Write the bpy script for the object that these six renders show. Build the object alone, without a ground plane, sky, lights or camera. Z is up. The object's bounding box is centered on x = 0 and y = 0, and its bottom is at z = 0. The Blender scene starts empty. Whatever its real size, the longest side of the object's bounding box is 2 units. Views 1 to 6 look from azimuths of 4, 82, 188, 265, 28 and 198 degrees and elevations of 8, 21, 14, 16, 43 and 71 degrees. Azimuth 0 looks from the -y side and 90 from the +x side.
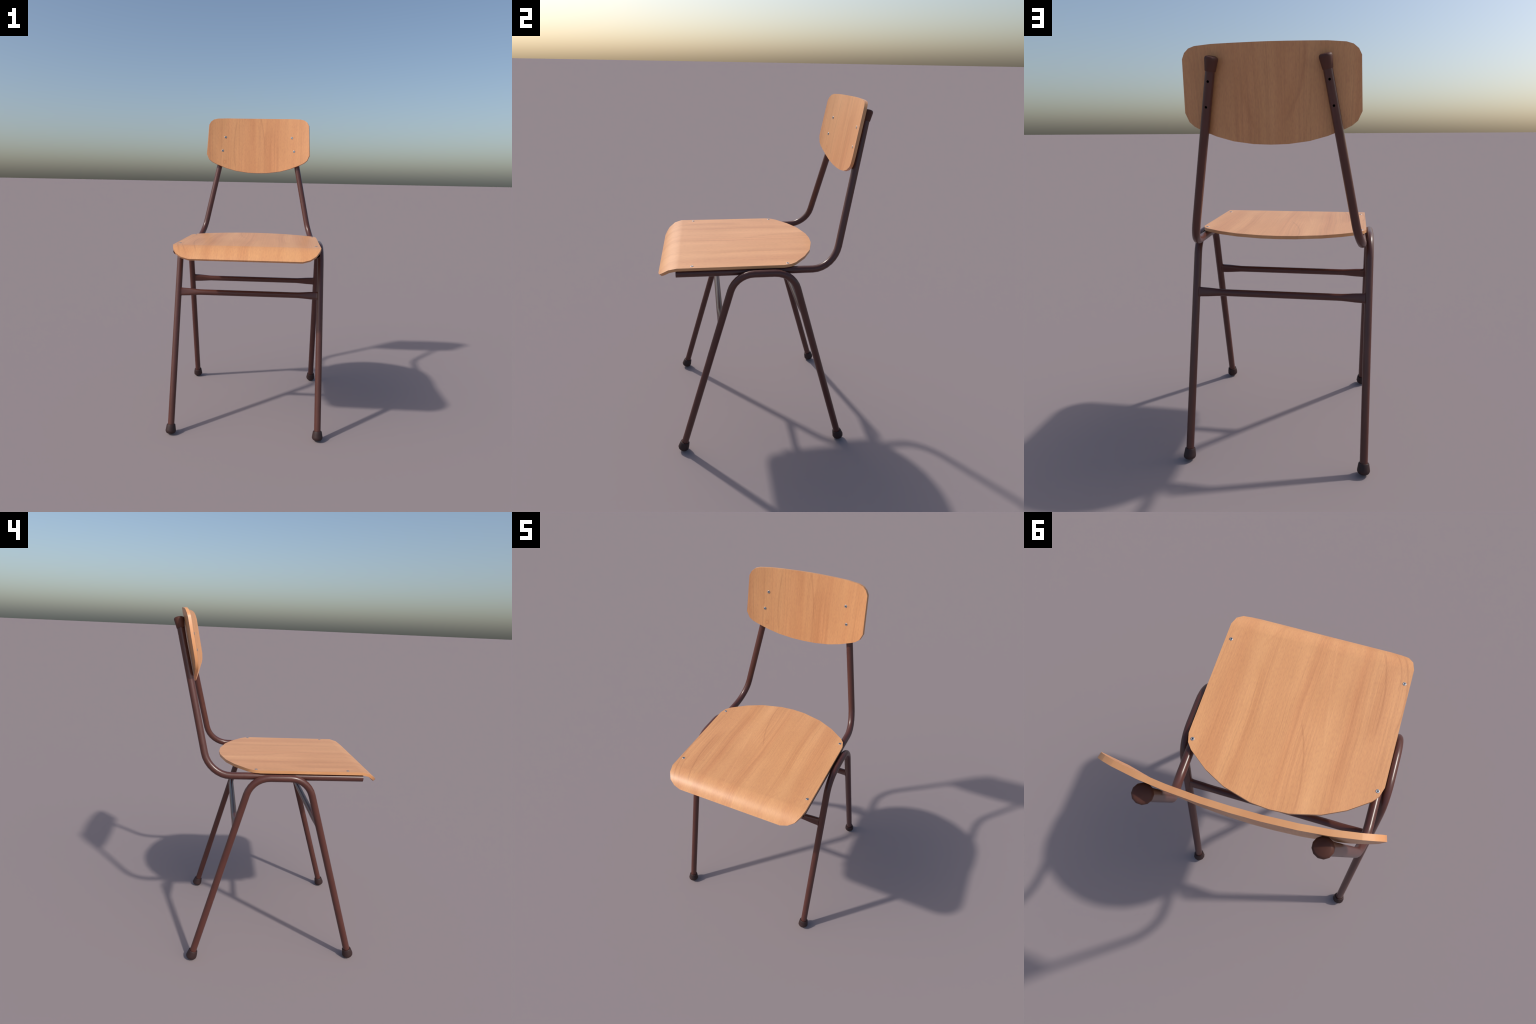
"""Stacking school chair: bent-plywood seat and backrest on a painted tubular steel frame."""
import bpy, bmesh, math
from mathutils import Vector, Matrix

# ------------------------------------------------------------------ sizes (metres)
TUBE_R = 0.0200          # radius of the steel tubing
TUBE_SIDES = 16
HOOP_X = 0.445           # the two leg hoops stand in vertical planes
HOOP_Z = 1.1270          # axis height of the hoop's flat top
HOOP_Y0 = -0.0112        # hoops are symmetric about this y
LEG_SLOPE = 0.2878       # dy per unit of height
LEG_HALF_AT_09 = 0.2190  # half spread of the legs at z = 0.9
HOOP_BEND_R = 0.132
RAIL_X = 0.405           # seat rails, nestled against the hoops
RAIL_Z = 1.1262
RAIL_FRONT_Y = -0.4775
SEAT_TOP = 1.1645
PLY_T = 0.0160           # plywood thickness
FOOT_LEN = 0.0555
BACK_TILT = 0.1640       # backrest lean, dy/dz

# ------------------------------------------------------------------ node helpers
def new_mat(name):
    m = bpy.data.materials.new(name)
    m.use_nodes = True
    nt = m.node_tree
    return m, nt, nt.nodes["Principled BSDF"]

def node(nt, kind, **props):
    n = nt.nodes.new(kind)
    ins = props.pop("ins", {})
    for k, v in props.items():
        setattr(n, k, v)
    for k, v in ins.items():
        if isinstance(v, bpy.types.NodeSocket):
            nt.links.new(v, n.inputs[k])
        else:
            n.inputs[k].default_value = v
    return n

def math_n(nt, op, a, b=None, clamp=False):
    n = nt.nodes.new("ShaderNodeMath")
    n.operation = op
    n.use_clamp = clamp
    for i, v in enumerate((a, b)):
        if v is None:
            continue
        if isinstance(v, bpy.types.NodeSocket):
            nt.links.new(v, n.inputs[i])
        else:
            n.inputs[i].default_value = v
    return n.outputs[0]

def ramp(nt, fac, stops):
    n = nt.nodes.new("ShaderNodeValToRGB")
    el = n.color_ramp.elements
    while len(el) > 1:
        el.remove(el[-1])
    el[0].position = stops[0][0]
    el[0].color = stops[0][1]
    for p, c in stops[1:]:
        e = el.new(p)
        e.color = c
    nt.links.new(fac, n.inputs[0])
    return n.outputs[0]

def gray(v):
    return (v, v, v, 1.0)

def mixcol(nt, blend, fac, a, b):
    n = nt.nodes.new("ShaderNodeMix")
    n.data_type = 'RGBA'
    n.blend_type = blend
    n.clamp_result = False
    for idx, v in ((0, fac), (6, a), (7, b)):
        if isinstance(v, bpy.types.NodeSocket):
            nt.links.new(v, n.inputs[idx])
        else:
            n.inputs[idx].default_value = v
    return n.outputs[2]

# ------------------------------------------------------------------ materials
def grain_figure(nt, col, x, g, pts, width, tint, soft=0.06, facing=None):
    """One veneer figure: a curved stripe across-x / along-g through three points, tinting the colour."""
    (x0, g0), (x1, g1), (x2, g2) = pts
    d1 = (x1 - x0) / (g1 - g0)
    d2 = ((x2 - x1) / (g2 - g1) - d1) / (g2 - g0)
    u = math_n(nt, 'SUBTRACT', g, g0)
    v = math_n(nt, 'SUBTRACT', g, g1)
    slope = math_n(nt, 'ADD', math_n(nt, 'MULTIPLY', v, d2), d1)
    centre = math_n(nt, 'ADD', math_n(nt, 'MULTIPLY', u, slope), x0)
    off = math_n(nt, 'DIVIDE', math_n(nt, 'SUBTRACT', x, centre), width)
    bell = math_n(nt, 'POWER', 2.718, math_n(nt, 'MULTIPLY', math_n(nt, 'MULTIPLY', off, off), -1.0))
    lo, hi = min(g0, g2), max(g0, g2)
    ends = []
    for edge, sign in ((lo, 1.0), (hi, -1.0)):
        e = math_n(nt, 'MULTIPLY', math_n(nt, 'SUBTRACT', g, edge - sign * soft * 0.5), sign / soft, clamp=True)
        ends.append(e)
    mask = math_n(nt, 'MULTIPLY', bell, math_n(nt, 'MULTIPLY', ends[0], ends[1]))
    if facing is not None:
        mask = math_n(nt, 'MULTIPLY', mask, facing)
    return mixcol(nt, 'MULTIPLY', mask, col, tint + (1.0,))

def wood_material(name, along, light, dark, offset, figures=(), rear_figures=(), knot=None):
    """Beech-like veneer; `along` is the grain axis ('Y' or 'Z')."""
    m, nt, bsdf = new_mat(name)
    tc = node(nt, "ShaderNodeTexCoord")
    sep = node(nt, "ShaderNodeSeparateXYZ", ins={0: tc.outputs["Object"]})
    # slow wander of the grain lines, so stripes are never ruler straight
    def mapped(vec, along_scale, across_scale, shift=0.0):
        # the sheet is thin in its third direction (and curls along it), so stretch that one too
        s = [across_scale, along_scale * (1.0 if along == 'Y' else 3.0), along_scale]
        mp = node(nt, "ShaderNodeMapping", ins={"Scale": s, "Vector": vec,
                  "Location": (offset + shift, offset * 0.7 - shift, offset * 1.3 + shift)})
        return mp.outputs[0]
    raw = tc.outputs["Object"]
    warp = node(nt, "ShaderNodeTexNoise", ins={"Vector": mapped(raw, 1.8, 3.0), "Scale": 1.0, "Detail": 2.0, "Roughness": 0.45})
    warp_c = node(nt, "ShaderNodeVectorMath", operation='SUBTRACT', ins={0: warp.outputs["Color"], 1: (0.5, 0.5, 0.5)})
    warp_v = node(nt, "ShaderNodeVectorMath", operation='MULTIPLY', ins={0: warp_c.outputs[0], 1: (0.038, 0.0, 0.0)})
    bent = node(nt, "ShaderNodeVectorMath", operation='ADD', ins={0: raw, 1: warp_v.outputs[0]}).outputs[0]
    # broad, soft lighter / redder bands
    bands = node(nt, "ShaderNodeTexNoise", ins={"Vector": mapped(bent, 0.45, 12.5), "Scale": 1.0, "Detail": 2.0, "Roughness": 0.5})
    col = mixcol(nt, 'MIX', ramp(nt, bands.outputs["Fac"], [(0.22, gray(0)), (0.78, gray(1))]), dark, light)
    # cloudy variation along the sheet
    cloud = node(nt, "ShaderNodeTexNoise", ins={"Vector": mapped(raw, 4.0, 14.0, 4.4), "Scale": 1.0, "Detail": 3.0, "Roughness": 0.55})
    col = mixcol(nt, 'MULTIPLY', 1.0, col, ramp(nt, cloud.outputs["Fac"], [(0.3, (0.955, 0.94, 0.93, 1)), (0.7, (1.035, 1.04, 1.05, 1))]))
    # 1 on the broad faces of the sheet, 0 on its cut edges (end grain shows no figure)
    fsep = node(nt, "ShaderNodeSeparateXYZ", ins={0: tc.outputs["Normal"]})
    broad = math_n(nt, 'GREATER_THAN', math_n(nt, 'ABSOLUTE', fsep.outputs["Z" if along == 'Y' else "Y"]), 0.35)
    broad = math_n(nt, 'ADD', math_n(nt, 'MULTIPLY', broad, 0.85), 0.15)
    # long fine streaks, stronger in some zones than in others
    streak = node(nt, "ShaderNodeTexNoise", ins={"Vector": mapped(bent, 1.6, 190.0, 3.1), "Scale": 1.0, "Detail": 2.0, "Roughness": 0.5})
    streak_c = ramp(nt, streak.outputs["Fac"], [(0.30, (0.90, 0.87, 0.87, 1)), (0.50, gray(1.0)), (0.70, (1.05, 1.06, 1.06, 1))])
    zone = node(nt, "ShaderNodeTexNoise", ins={"Vector": mapped(raw, 2.0, 7.0, 6.2), "Scale": 1.0, "Detail": 1.0})
    zone_v = node(nt, "ShaderNodeMapRange", clamp=True, ins={0: zone.outputs["Fac"], 1: 0.35, 2: 0.65, 3: 0.25, 4: 1.0}).outputs[0]
    col = mixcol(nt, 'MULTIPLY', math_n(nt, 'MULTIPLY', zone_v, broad), col, streak_c)
    # short pores and flecks
    fleck = node(nt, "ShaderNodeTexNoise", ins={"Vector": mapped(raw, 52.0, 300.0, 1.7), "Scale": 1.0, "Detail": 2.0, "Roughness": 0.55})
    fleck_c = ramp(nt, fleck.outputs["Fac"], [(0.28, (0.90, 0.85, 0.87, 1)), (0.5, gray(1.0)), (0.72, (1.05, 1.085, 1.03, 1))])
    col = mixcol(nt, 'MULTIPLY', math_n(nt, 'MULTIPLY', broad, 0.75), col, fleck_c)
    # the veneer's own distinctive lines
    across, grain = sep.outputs["X"], sep.outputs["XYZ".index(along)]
    front = rear = None
    if rear_figures:
        nsep = node(nt, "ShaderNodeSeparateXYZ", ins={0: tc.outputs["Normal"]})
        front = math_n(nt, 'LESS_THAN', nsep.outputs["Y"], -0.5)
        rear = math_n(nt, 'GREATER_THAN', nsep.outputs["Y"], 0.5)
    wob = math_n(nt, 'MULTIPLY', math_n(nt, 'SUBTRACT', cloud.outputs["Fac"], 0.5), 0.010)
    across = math_n(nt, 'ADD', across, wob)
    for pts, width, tint in figures:
        col = grain_figure(nt, col, across, grain, pts, width, tint, facing=front)
    for pts, width, tint in rear_figures:
        col = grain_figure(nt, col, across, grain, pts, width, tint, facing=rear)
    if knot is not None:
        dv = node(nt, "ShaderNodeVectorMath", operation='SUBTRACT', ins={0: raw, 1: knot})
        dm = node(nt, "ShaderNodeVectorMath", operation='MULTIPLY', ins={0: dv.outputs[0], 1: (1.0, 0.1, 0.8)})
        dl = node(nt, "ShaderNodeVectorMath", operation='LENGTH', ins={0: dm.outputs[0]})
        kf = ramp(nt, math_n(nt, 'MULTIPLY', dl.outputs["Value"], 40.0),
                  [(0.0, (1.0, 0.95, 0.92, 1)), (0.20, (1.0, 0.95, 0.92, 1)), (0.34, (0.87, 0.79, 0.74, 1)), (0.46, (0.97, 0.94, 0.92, 1)), (0.9, gray(1.0))])
        col = mixcol(nt, 'MULTIPLY', front if front is not None else 1.0, col, kf)
    nt.links.new(col, bsdf.inputs["Base Color"])
    bsdf.inputs["Roughness"].default_value = 0.40
    bsdf.inputs["Specular IOR Level"].default_value = 0.5
    return m

def paint_material():
    m, nt, bsdf = new_mat("brown_enamel")
    tc = node(nt, "ShaderNodeTexCoord")
    n = node(nt, "ShaderNodeTexNoise", ins={"Vector": tc.outputs["Object"], "Scale": 9.0, "Detail": 3.0})
    c = ramp(nt, n.outputs["Fac"], [(0.3, (0.088, 0.0290, 0.0222, 1)), (0.7, (0.100, 0.0335, 0.0258, 1))])
    nt.links.new(c, bsdf.inputs["Base Color"])
    bsdf.inputs["Roughness"].default_value = 0.30
    bsdf.inputs["Specular IOR Level"].default_value = 0.5
    return m

def plain_material(name, rgb, rough, metallic=0.0, vary=0.08, scale=30.0, spec=0.5):
    m, nt, bsdf = new_mat(name)
    tc = node(nt, "ShaderNodeTexCoord")
    n = node(nt, "ShaderNodeTexNoise", ins={"Vector": tc.outputs["Object"], "Scale": scale, "Detail": 2.0})
    lo = tuple(v * (1 - vary) for v in rgb) + (1.0,)
    hi = tuple(v * (1 + vary) for v in rgb) + (1.0,)
    nt.links.new(ramp(nt, n.outputs["Fac"], [(0.3, lo), (0.7, hi)]), bsdf.inputs["Base Color"])
    bsdf.inputs["Roughness"].default_value = rough
    bsdf.inputs["Metallic"].default_value = metallic
    bsdf.inputs["Specular IOR Level"].default_value = spec
    return m

WOOD_LIGHT = (0.757, 0.384, 0.169, 1.0)
WOOD_DARK = (0.655, 0.292, 0.124, 1.0)
LINE = (0.86, 0.82, 0.82)
SHADE = (0.955, 0.93, 0.915)
GLOW = (1.05, 1.08, 1.10)
SEAT_FIGURES = [
    ([(-0.025, -0.075), (-0.082, 0.110), (-0.095, 0.310)], 0.0035, LINE),
    ([(-0.075, -0.100), (-0.110, 0.080), (-0.125, 0.300)], 0.030, GLOW),
    ([(-0.067, -0.514), (-0.105, -0.250), (-0.143, 0.003)], 0.0040, GLOW),
    ([(-0.286, -0.530), (-0.320, -0.390), (-0.332, -0.120)], 0.0045, LINE),
    ([(-0.305, -0.420), (-0.312, -0.270), (-0.318, -0.100)], 0.020, SHADE),
    ([(-0.345, -0.540), (-0.372, -0.470), (-0.382, -0.360)], 0.0040, LINE),
    ([(-0.380, -0.540), (-0.411, -0.420), (-0.413, -0.150)], 0.0045, LINE),
    ([(0.190, -0.540), (0.222, -0.454), (0.256, -0.390)], 0.0060, SHADE),
    ([(0.268, -0.420), (0.268, -0.100), (0.246, 0.260)], 0.022, GLOW),
    ([(0.225, -0.300), (0.190, 0.002), (0.190, 0.250)], 0.018, SHADE),
    ([(-0.190, -0.434), (-0.212, -0.250), (-0.222, 0.150)], 0.035, SHADE),
]
BACK_FIGURES = [
    ([(0.013, 2.000), (0.036, 1.880), (0.050, 1.740)], 0.0040, LINE),
    ([(-0.166, 1.975), (-0.181, 1.830), (-0.173, 1.650)], 0.0035, LINE),
    ([(-0.274, 2.000), (-0.277, 1.900), (-0.286, 1.760)], 0.016, SHADE),
    ([(0.070, 1.900), (0.075, 1.750), (0.082, 1.590)], 0.030, SHADE),
    ([(-0.045, 2.000), (-0.030, 1.820), (-0.010, 1.600)], 0.022, SHADE),
]
REAR_FIGURES = [
    ([(-0.148, 2.000), (-0.127, 1.830), (-0.070, 1.700)], 0.0090, (0.90, 0.86, 0.86)),
    ([(-0.120, 1.960), (-0.098, 1.820), (-0.040, 1.700)], 0.022, SHADE),
    ([(-0.180, 1.860), (-0.160, 1.730), (-0.140, 1.600)], 0.0060, SHADE),
    ([(0.048, 1.960), (0.043, 1.850), (0.035, 1.740)], 0.0040, SHADE),
    ([(0.112, 1.820), (0.092, 1.730), (0.058, 1.650)], 0.0100, SHADE),
]
MAT_SEAT = wood_material("seat_veneer", 'Y', WOOD_LIGHT, WOOD_DARK, 1.3, SEAT_FIGURES)
MAT_BACK = wood_material("backrest_veneer", 'Z', WOOD_LIGHT, WOOD_DARK, 5.9, BACK_FIGURES, REAR_FIGURES, knot=(-0.2492, 0.458, 1.6756))
MAT_PAINT = paint_material()
MAT_HOLLOW = plain_material("dark_hollow", (0.004, 0.004, 0.004), 0.9, spec=0.05)
MAT_RUBBER = plain_material("foot_rubber", (0.037, 0.0185, 0.0180), 0.55, spec=0.32)
MAT_PLUG = plain_material("plug_plastic", (0.102, 0.037, 0.0245), 0.55, spec=0.28)
MAT_ZINC = plain_material("zinc_plate", (0.36, 0.37, 0.39), 0.46, metallic=0.85)

# ------------------------------------------------------------------ object helpers
def link(name, mesh, parent):
    ob = bpy.data.objects.new(name, mesh)
    bpy.context.scene.collection.objects.link(ob)
    ob.parent = parent
    return ob

def finish(bm, name, mats, angle=40.0):
    bmesh.ops.recalc_face_normals(bm, faces=bm.faces)
    me = bpy.data.meshes.new(name)
    bm.to_mesh(me)
    bm.free()
    for mt in mats:
        me.materials.append(mt)
    me.polygons.foreach_set("use_smooth", [True] * len(me.polygons))
    me.set_sharp_from_angle(angle=math.radians(angle))
    return me

def fillet(corner, a, b, radius, steps):
    """Arc points rounding the corner between directions corner->a and corner->b."""
    da, db = (a - corner).normalized(), (b - corner).normalized()
    half = da.angle(db) / 2
    tan_len = radius / math.tan(half)
    centre = corner + (da + db).normalized() * (radius / math.sin(half))
    p0, p1 = corner + da * tan_len, corner + db * tan_len
    v0, v1 = p0 - centre, p1 - centre
    total = v0.angle(v1)
    return [centre + (v0 * math.sin(total * (1 - t)) + v1 * math.sin(total * t)) / math.sin(total)
            for t in (i / steps for i in range(steps + 1))]

def sweep(bm, path, sections, sides, mat_index=None, up=Vector((1, 0, 0))):
    """Loft rings along `path`; sections[i] = (half width along u, half width along v)."""
    rings = []
    n = len(path)
    u = None
    for i, p in enumerate(path):
        t = (path[min(i + 1, n - 1)] - path[max(i - 1, 0)])
        if t.length < 1e-9:
            t = path[min(i + 2, n - 1)] - path[max(i - 2, 0)]
        if 0 < i < n - 1:
            a, b = (p - path[i - 1]), (path[i + 1] - p)
            if a.length > 1e-9 and b.length > 1e-9:
                t = a.normalized() + b.normalized()
        t.normalize()
        ref = up if u is None else u
        u = (ref - t * ref.dot(t)).normalized()
        v = t.cross(u)
        ru, rv = sections[i][:2]
        e = sections[i][2] if len(sections[i]) > 2 else 1.0      # 1 = ellipse, smaller = boxier
        ring = []
        for k in range(sides):
            c, q = math.cos(2 * math.pi * k / sides), math.sin(2 * math.pi * k / sides)
            ring.append(bm.verts.new(p + u * (ru * math.copysign(abs(c) ** e, c)) + v * (rv * math.copysign(abs(q) ** e, q))))
        rings.append(ring)
    for i in range(n - 1):
        for k in range(sides):
            f = bm.faces.new((rings[i][k], rings[i][(k + 1) % sides], rings[i + 1][(k + 1) % sides], rings[i + 1][k]))
            if mat_index:
                f.material_index = mat_index[i]
    for ring, idx in ((rings[0], 0), (rings[-1], n - 2)):
        f = bm.faces.new(ring)
        if mat_index:
            f.material_index = mat_index[idx]
    return rings

def lathe(bm, profile, sides):
    """Revolve (radius, height) pairs about the local z axis."""
    rings = []
    for r, z in profile:
        if r < 1e-6:
            rings.append([bm.verts.new((0, 0, z))])
        else:
            rings.append([bm.verts.new((r * math.cos(2 * math.pi * k / sides), r * math.sin(2 * math.pi * k / sides), z))
                          for k in range(sides)])
    for a, b in zip(rings, rings[1:]):
        for k in range(sides):
            vs = [a[k % len(a)], a[(k + 1) % len(a)], b[(k + 1) % len(b)], b[k % len(b)]]
            uniq = list(dict.fromkeys(vs))
            if len(uniq) > 2:
                bm.faces.new(uniq)

def along(direction, location):
    q = direction.to_track_quat('Z', 'Y')
    return Matrix.Translation(location) @ q.to_matrix().to_4x4()

# ------------------------------------------------------------------ the chair
chair = bpy.data.objects.new("school_chair", None)
bpy.context.scene.collection.objects.link(chair)
chair["label"] = "wooden school chair with brown painted tubular steel frame"
chair["category"] = "chair"

def leg_y(z):
    return LEG_HALF_AT_09 + LEG_SLOPE * (0.9 - z)

LEG_DIR = Vector((0, LEG_SLOPE, -1)).normalized()          # rear leg, pointing down
FOOT_BASE_Z = 0.0046

# --- leg hoops with their rubber feet
foot_bm = bmesh.new()
lathe(foot_bm, [(0.0, 0.0), (0.0185, 0.0002), (0.0248, 0.0034), (0.0300, 0.0095), (0.0323, 0.0165), (0.0318, 0.0225),
                (0.0290, 0.0400), (0.0268, 0.0520), (0.0258, 0.0545), (0.0240, FOOT_LEN), (0.0203, 0.0545), (0.0195, 0.0500), (0.0, 0.0500)], 12)
foot_mesh = finish(foot_bm, "foot_cap", [MAT_RUBBER], 50)

for side in (-1, 1):
    top = HOOP_Z
    half = leg_y(top)
    x = side * HOOP_X
    ends = [Vector((x, HOOP_Y0 + s * leg_y(0.012), 0.012)) for s in (-1, 1)]
    corners = [Vector((x, HOOP_Y0 + s * half, top)) for s in (-1, 1)]
    path = [ends[0]]
    path += fillet(corners[0], ends[0], corners[1], HOOP_BEND_R, 7)
    path += fillet(corners[1], corners[0], ends[1], HOOP_BEND_R, 7)
    path += [ends[1]]
    bm = bmesh.new()
    sweep(bm, path, [(TUBE_R, TUBE_R)] * len(path), TUBE_SIDES)
    hoop = link("leg", finish(bm, "leg", [MAT_PAINT]), chair)
    for s in (-1, 1):
        d = Vector((0, s * LEG_SLOPE, -1)).normalized()
        foot = link("foot_cap", foot_mesh, hoop)
        foot.matrix_world = along(-d, Vector((x, HOOP_Y0 + s * leg_y(FOOT_BASE_Z), FOOT_BASE_Z)))

# --- crossbars: round tube pressed taller and thinner where it is welded to the legs
BAR_Z = 0.8370
for s in (-1, 1):
    y = HOOP_Y0 + s * leg_y(BAR_Z)
    half_len = HOOP_X - 0.0150
    prof = [(0.0, 0.0300, 0.0165, 0.62), (0.0055, 0.0258, 0.0136, 0.55), (0.012, 0.0248, 0.0130, 0.55), (0.050, 0.0232, 0.0136, 0.60),
            (0.090, 0.0200, 0.0150, 0.75), (0.120, 0.0183, 0.0170, 1.0), (0.145, 0.0180, 0.0176, 1.0)]
    st = [(-half_len + d, h, w, e) for d, h, w, e in prof] + [(half_len - d, h, w, e) for d, h, w, e in reversed(prof)]
    path = [Vector((px, y, BAR_Z)) for px, h, w, e in st]
    bm = bmesh.new()
    sweep(bm, path, [(h, w, e) for px, h, w, e in st], 24, up=Vector((0, -s * LEG_SLOPE, 1)))
    link("crossbar", finish(bm, "crossbar", [MAT_PAINT]), chair)

# --- backrest geometry (front face): y as a function of x and z
def back_front(x, z):
    return 0.4970 + BACK_TILT * (z - 1.8) - 0.2263 * x * x - 0.6136 * x ** 4

def back_normal(x, z):
    """Unit normal of the backrest, pointing to the rear."""
    return Vector((0.4526 * x + 2.4544 * x ** 3, 1.0, -BACK_TILT)).normalized()

SCREW_SPOTS = [(0.2468, 1.8588), (0.2652, 1.7588)]

# --- seat rails that bend up into the backrest tubes
UP_A = Vector((0.2788, 0.4992, 1.70))
UP_D = Vector((-0.2003, 0.2118, 1.0))
def upright(z):
    return UP_A + UP_D * (z - 1.70)

plug_bm = bmesh.new()
lathe(plug_bm, [(0.0, 0.0), (0.0222, 0.0), (0.0226, 0.0012), (0.0252, 0.0220), (0.0282, 0.0440), (0.0278, 0.0500),
                (0.0250, 0.0555), (0.0200, 0.0578), (0.0, 0.0588)], 12)
plug_mesh = finish(plug_bm, "tube_plug", [MAT_PLUG], 50)

for side in (-1, 1):
    mir = Vector((side, 1, 1))
    bend0 = Vector((RAIL_X, 0.2560, RAIL_Z))
    bend1 = upright(1.245)
    d0, d1 = Vector((0, 1, 0)), UP_D.normalized()
    k = 0.070
    c0, c1 = bend0 + d0 * k, bend1 - d1 * k
    bend = []
    for i in range(9):
        t = i / 8
        bend.append(bend0 * (1 - t) ** 3 + c0 * 3 * t * (1 - t) ** 2 + c1 * 3 * t * t * (1 - t) + bend1 * t ** 3)
    front = Vector((RAIL_X, RAIL_FRONT_Y, RAIL_Z))
    path = [Vector((p.x * side, p.y, p.z)) for p in [front] + bend + [upright(1.915)]]
    bm = bmesh.new()
    # build the outside first, then the open bore at the front
    rings = sweep(bm, path, [(TUBE_R, TUBE_R)] * len(path), TUBE_SIDES)
    first = [f for f in bm.faces if len(f.verts) == TUBE_SIDES and all(v in rings[0] for v in f.verts)]
    bmesh.ops.recalc_face_normals(bm, faces=bm.faces)
    bmesh.ops.inset_region(bm, faces=first, thickness=0.0035, use_even_offset=True)
    bore = bmesh.ops.extrude_face_region(bm, geom=first)
    moved = [g for g in bore["geom"] if isinstance(g, bmesh.types.BMVert)]
    bmesh.ops.translate(bm, verts=moved, vec=(0, 0.08, 0))
    bmesh.ops.delete(bm, geom=[f for f in first if f.is_valid], context='FACES_ONLY')
    for f in bm.faces:
        if any(v in moved for v in f.verts):
            f.material_index = 1
    me = finish(bm, "backrest_tube", [MAT_PAINT, MAT_HOLLOW])
    tube = link("backrest_tube", me, chair)
    # screw holes drilled through the back of the tube
    for sx, sz in SCREW_SPOTS:
        n = Vector((0.03 * side, 1.0, -0.16)).normalized()
        p = Vector((sx * side, back_front(sx, sz), sz))
        hole_bm = bmesh.new()
        lathe(hole_bm, [(0.0, 0.0), (0.0053, 0.0), (0.0053, 0.08), (0.0, 0.08)], 14)
        hole_me = finish(hole_bm, "hole_cutter", [MAT_HOLLOW])
        cutter = link("hole_cutter", hole_me, None)
        cutter.matrix_world = along(n, p + n * 0.036)
        mod = tube.modifiers.new("hole", 'BOOLEAN')
        mod.operation = 'DIFFERENCE'
        mod.solver = 'EXACT'
        mod.material_mode = 'TRANSFER'
        mod.object = cutter
        bpy.context.view_layer.update()
        dg = bpy.context.evaluated_depsgraph_get()
        new_me = bpy.data.meshes.new_from_object(tube.evaluated_get(dg))
        tube.modifiers.clear()
        tube.data = new_me
        bpy.data.objects.remove(cutter, do_unlink=True)
    tube.data.name = "backrest_tube"
    tube.data.set_sharp_from_angle(angle=math.radians(40))
    ax = Vector((UP_D.x * side, UP_D.y, UP_D.z)).normalized()
    pl = upright(1.8905)
    plug = link("tube_plug", plug_mesh, tube)
    plug.matrix_world = along(ax, Vector((pl.x * side, pl.y, pl.z)))

# --- plywood panels: outline polygon in (a, b), cut into strips, lifted to both faces
def plywood(name, outline, cuts_a, cuts_b, front, rear, material, angle=30.0):
    flat = bmesh.new()
    flat.faces.new([flat.verts.new((a, b, 0)) for a, b in outline])
    for axis, cuts in ((0, cuts_a), (1, cuts_b)):
        for c in cuts:
            co = [0, 0, 0]
            no = [0, 0, 0]
            co[axis], no[axis] = c, 1
            bmesh.ops.bisect_plane(flat, geom=flat.verts[:] + flat.edges[:] + flat.faces[:], plane_co=co, plane_no=no, dist=1e-5)
    flat.verts.index_update()
    bm = bmesh.new()
    f_v = [bm.verts.new(front(v.co.x, v.co.y)) for v in flat.verts]
    r_v = [bm.verts.new(rear(v.co.x, v.co.y)) for v in flat.verts]
    for f in flat.faces:
        ids = [v.index for v in f.verts]
        bm.faces.new([f_v[i] for i in ids])
        bm.faces.new([r_v[i] for i in reversed(ids)])
    for e in flat.edges:
        if len(e.link_faces) == 1:
            i, j = e.verts[0].index, e.verts[1].index
            bm.faces.new((f_v[i], f_v[j], r_v[j], r_v[i]))
    flat.free()
    return finish(bm, name, [material], angle)

def mirrored(half):
    """Complete an outline given for a >= 0, listed from the centre line round to the centre line."""
    return half + [(-a, b) for a, b in reversed(half) if a > 1e-6]

# seat: b is the distance along the sheet, negative on the flat part, positive down the front curl
CURL_Y = -0.4710
CURL = [(CURL_Y, SEAT_TOP), (-0.5154, 1.1522), (-0.5490, 1.1280), (-0.5745, 1.0985)]
CURL_S = [0.0]
for (y0, z0), (y1, z1) in zip(CURL, CURL[1:]):
    CURL_S.append(CURL_S[-1] + math.hypot(y1 - y0, z1 - z0))

def seat_profile(s):
    """Point and outward normal (y, z) of the sheet's upper face at arc length s."""
    if s <= 0:
        y, z = CURL_Y - s, SEAT_TOP
        n = Vector((0, 1)) if s < -1e-5 else None
        if n is not None:
            return y, z, n
    s = max(s, 0.0)
    seg_n = [Vector((0.0, 1.0))]
    for (y0, z0), (y1, z1) in zip(CURL, CURL[1:]):
        d = Vector((y1 - y0, z1 - z0)).normalized()
        seg_n.append(Vector((d.y, -d.x)))
    for i in range(len(CURL) - 1):
        if s <= CURL_S[i + 1] + 1e-6 or i == len(CURL) - 2:
            t = min(max((s - CURL_S[i]) / (CURL_S[i + 1] - CURL_S[i]), 0), 1)
            y = CURL[i][0] + (CURL[i + 1][0] - CURL[i][0]) * t
            z = CURL[i][1] + (CURL[i + 1][1] - CURL[i][1]) * t
            def joint(k):
                if k + 1 >= len(seg_n):
                    return seg_n[k]
                h = seg_n[k] + seg_n[k + 1]
                return h * (2.0 / h.dot(h))        # mitre
            if t < 1e-4:
                return y, z, joint(i)
            if t > 1 - 1e-4:
                return y, z, joint(i + 1)
            return y, z, seg_n[i + 1]

def seat_top(a, b):
    y, z, n = seat_profile(b)
    return (a, y, z)

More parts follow.
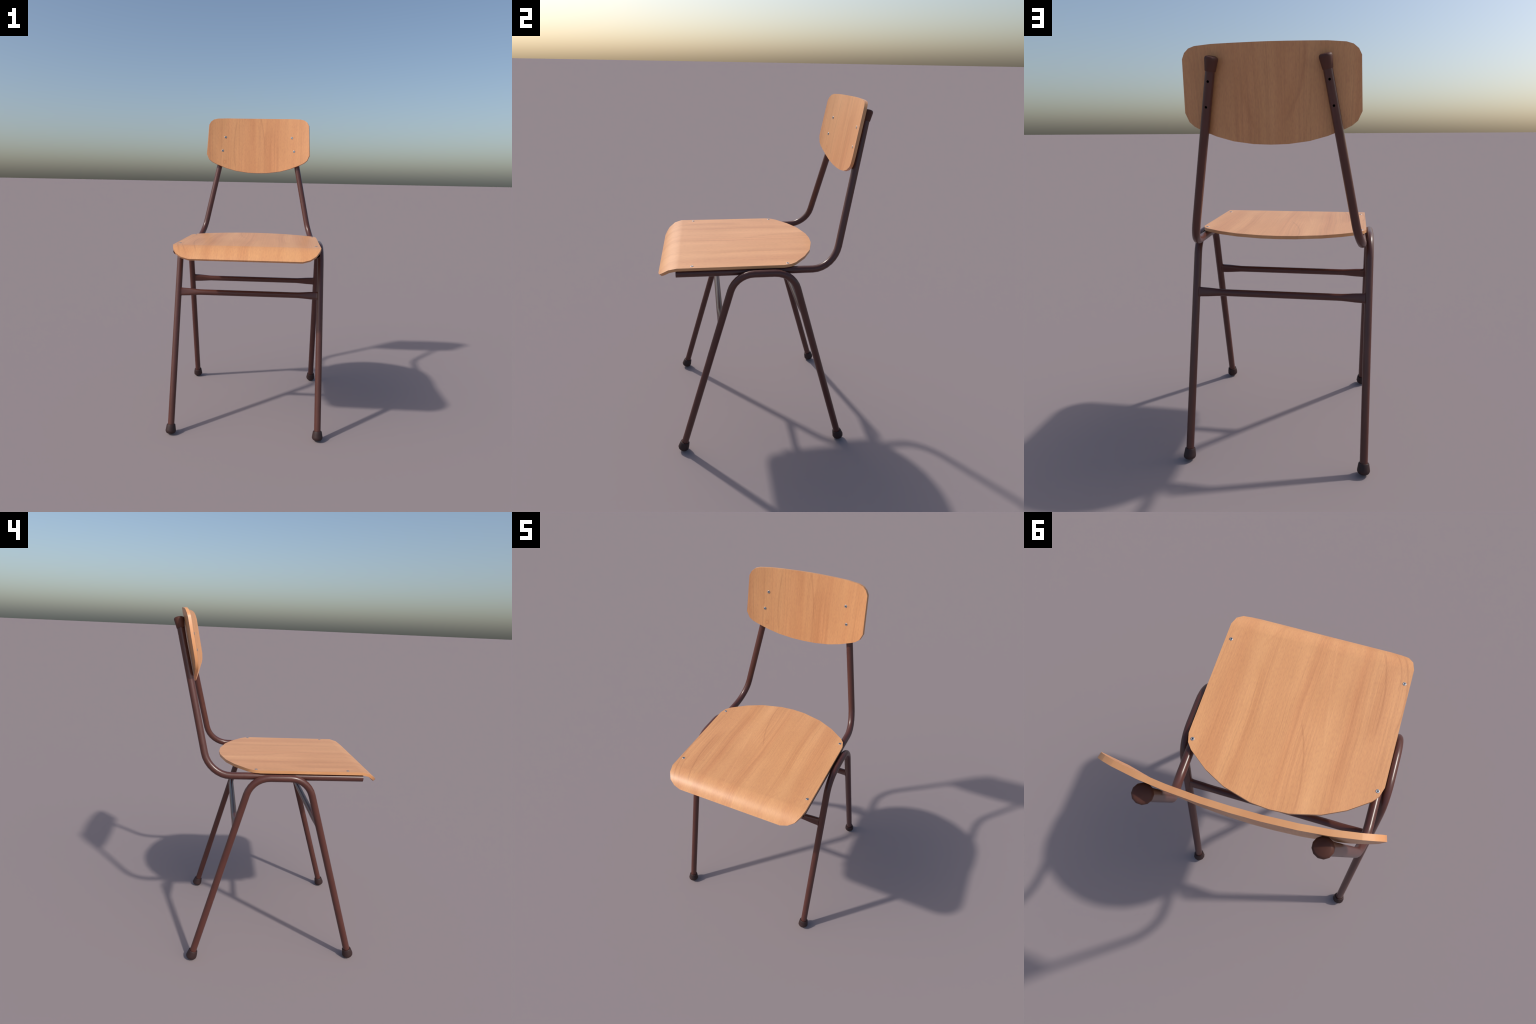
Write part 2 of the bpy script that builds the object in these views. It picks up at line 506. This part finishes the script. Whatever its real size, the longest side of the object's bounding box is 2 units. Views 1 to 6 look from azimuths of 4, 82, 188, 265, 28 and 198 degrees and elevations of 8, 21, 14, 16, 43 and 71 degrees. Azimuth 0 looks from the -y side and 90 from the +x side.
def seat_under(a, b):
    y, z, n = seat_profile(b)
    return (a, y - n.x * PLY_T, z - n.y * PLY_T)

def fl(y):
    return CURL_Y - y
S = CURL_S
seat_half = [(0.0, fl(0.3187)), (0.0830, fl(0.3128)), (0.2080, fl(0.2800)), (0.3030, fl(0.2322)), (0.3915, fl(0.1665)),
             (0.4142, fl(0.1385)), (0.4268, fl(0.0970)), (0.4277, 0.0), (0.4175, S[1]), (0.3965, S[2]),
             (0.3626, S[2] + 0.0262), (0.3207, S[3]), (0.0, S[3])]
seat_me = plywood("seat", mirrored(seat_half), [], [-0.10, -0.012, 0.0, S[1], S[2]], seat_top, seat_under, MAT_SEAT)
seat = link("seat", seat_me, chair)

back_half = [(0.0, 2.0000), (0.2360, 1.9985), (0.3078, 1.9946), (0.3355, 1.9872), (0.3562, 1.9712), (0.3686, 1.9480),
             (0.3782, 1.7325), (0.3610, 1.6942), (0.3380, 1.6748), (0.3080, 1.6600), (0.2385, 1.6325), (0.1635, 1.6122),
             (0.0750, 1.6003), (0.0, 1.5978)]
def back_face(a, b):
    return (a, back_front(a, b), b)
def back_rear(a, b):
    n = back_normal(a, b) * PLY_T
    return (a + n.x, back_front(a, b) + n.y, b + n.z)
cols = [0.075, 0.1635, 0.2385, 0.308, 0.338]
back_me = plywood("backrest", mirrored(back_half), [s * c for c in cols for s in (-1, 1)] + [0.0], [], back_face, back_rear, MAT_BACK)
backrest = link("backrest", back_me, chair)

# --- socket screws: low domed head with a hole in the middle
screw_bm = bmesh.new()
lathe(screw_bm, [(0.0, 0.0006), (0.0027, 0.0006), (0.0029, 0.0013), (0.0034, 0.0016), (0.0066, 0.0016), (0.0079, 0.0011), (0.0086, 0.0002), (0.0085, -0.003)], 20)
screw_mesh = finish(screw_bm, "screw", [MAT_ZINC, MAT_HOLLOW], 35)
for p in screw_mesh.polygons:
    if 0.0 < p.center.z < 0.0010 and (p.center.x ** 2 + p.center.y ** 2) < 0.0026 ** 2:
        p.material_index = 1
for side in (-1, 1):
    for y in (-0.3916, 0.1193):
        link("screw", screw_mesh, seat).matrix_world = along(Vector((0, 0, 1)), Vector((side * 0.4018, y, SEAT_TOP)))
    for sx, sz in SCREW_SPOTS:
        n = back_normal(sx, sz)
        n = Vector((n.x * side, n.y, n.z))
        link("screw", screw_mesh, backrest).matrix_world = along(-n, Vector((sx * side, back_front(sx, sz), sz)) - n * 0.0007)

bpy.context.view_layer.update()
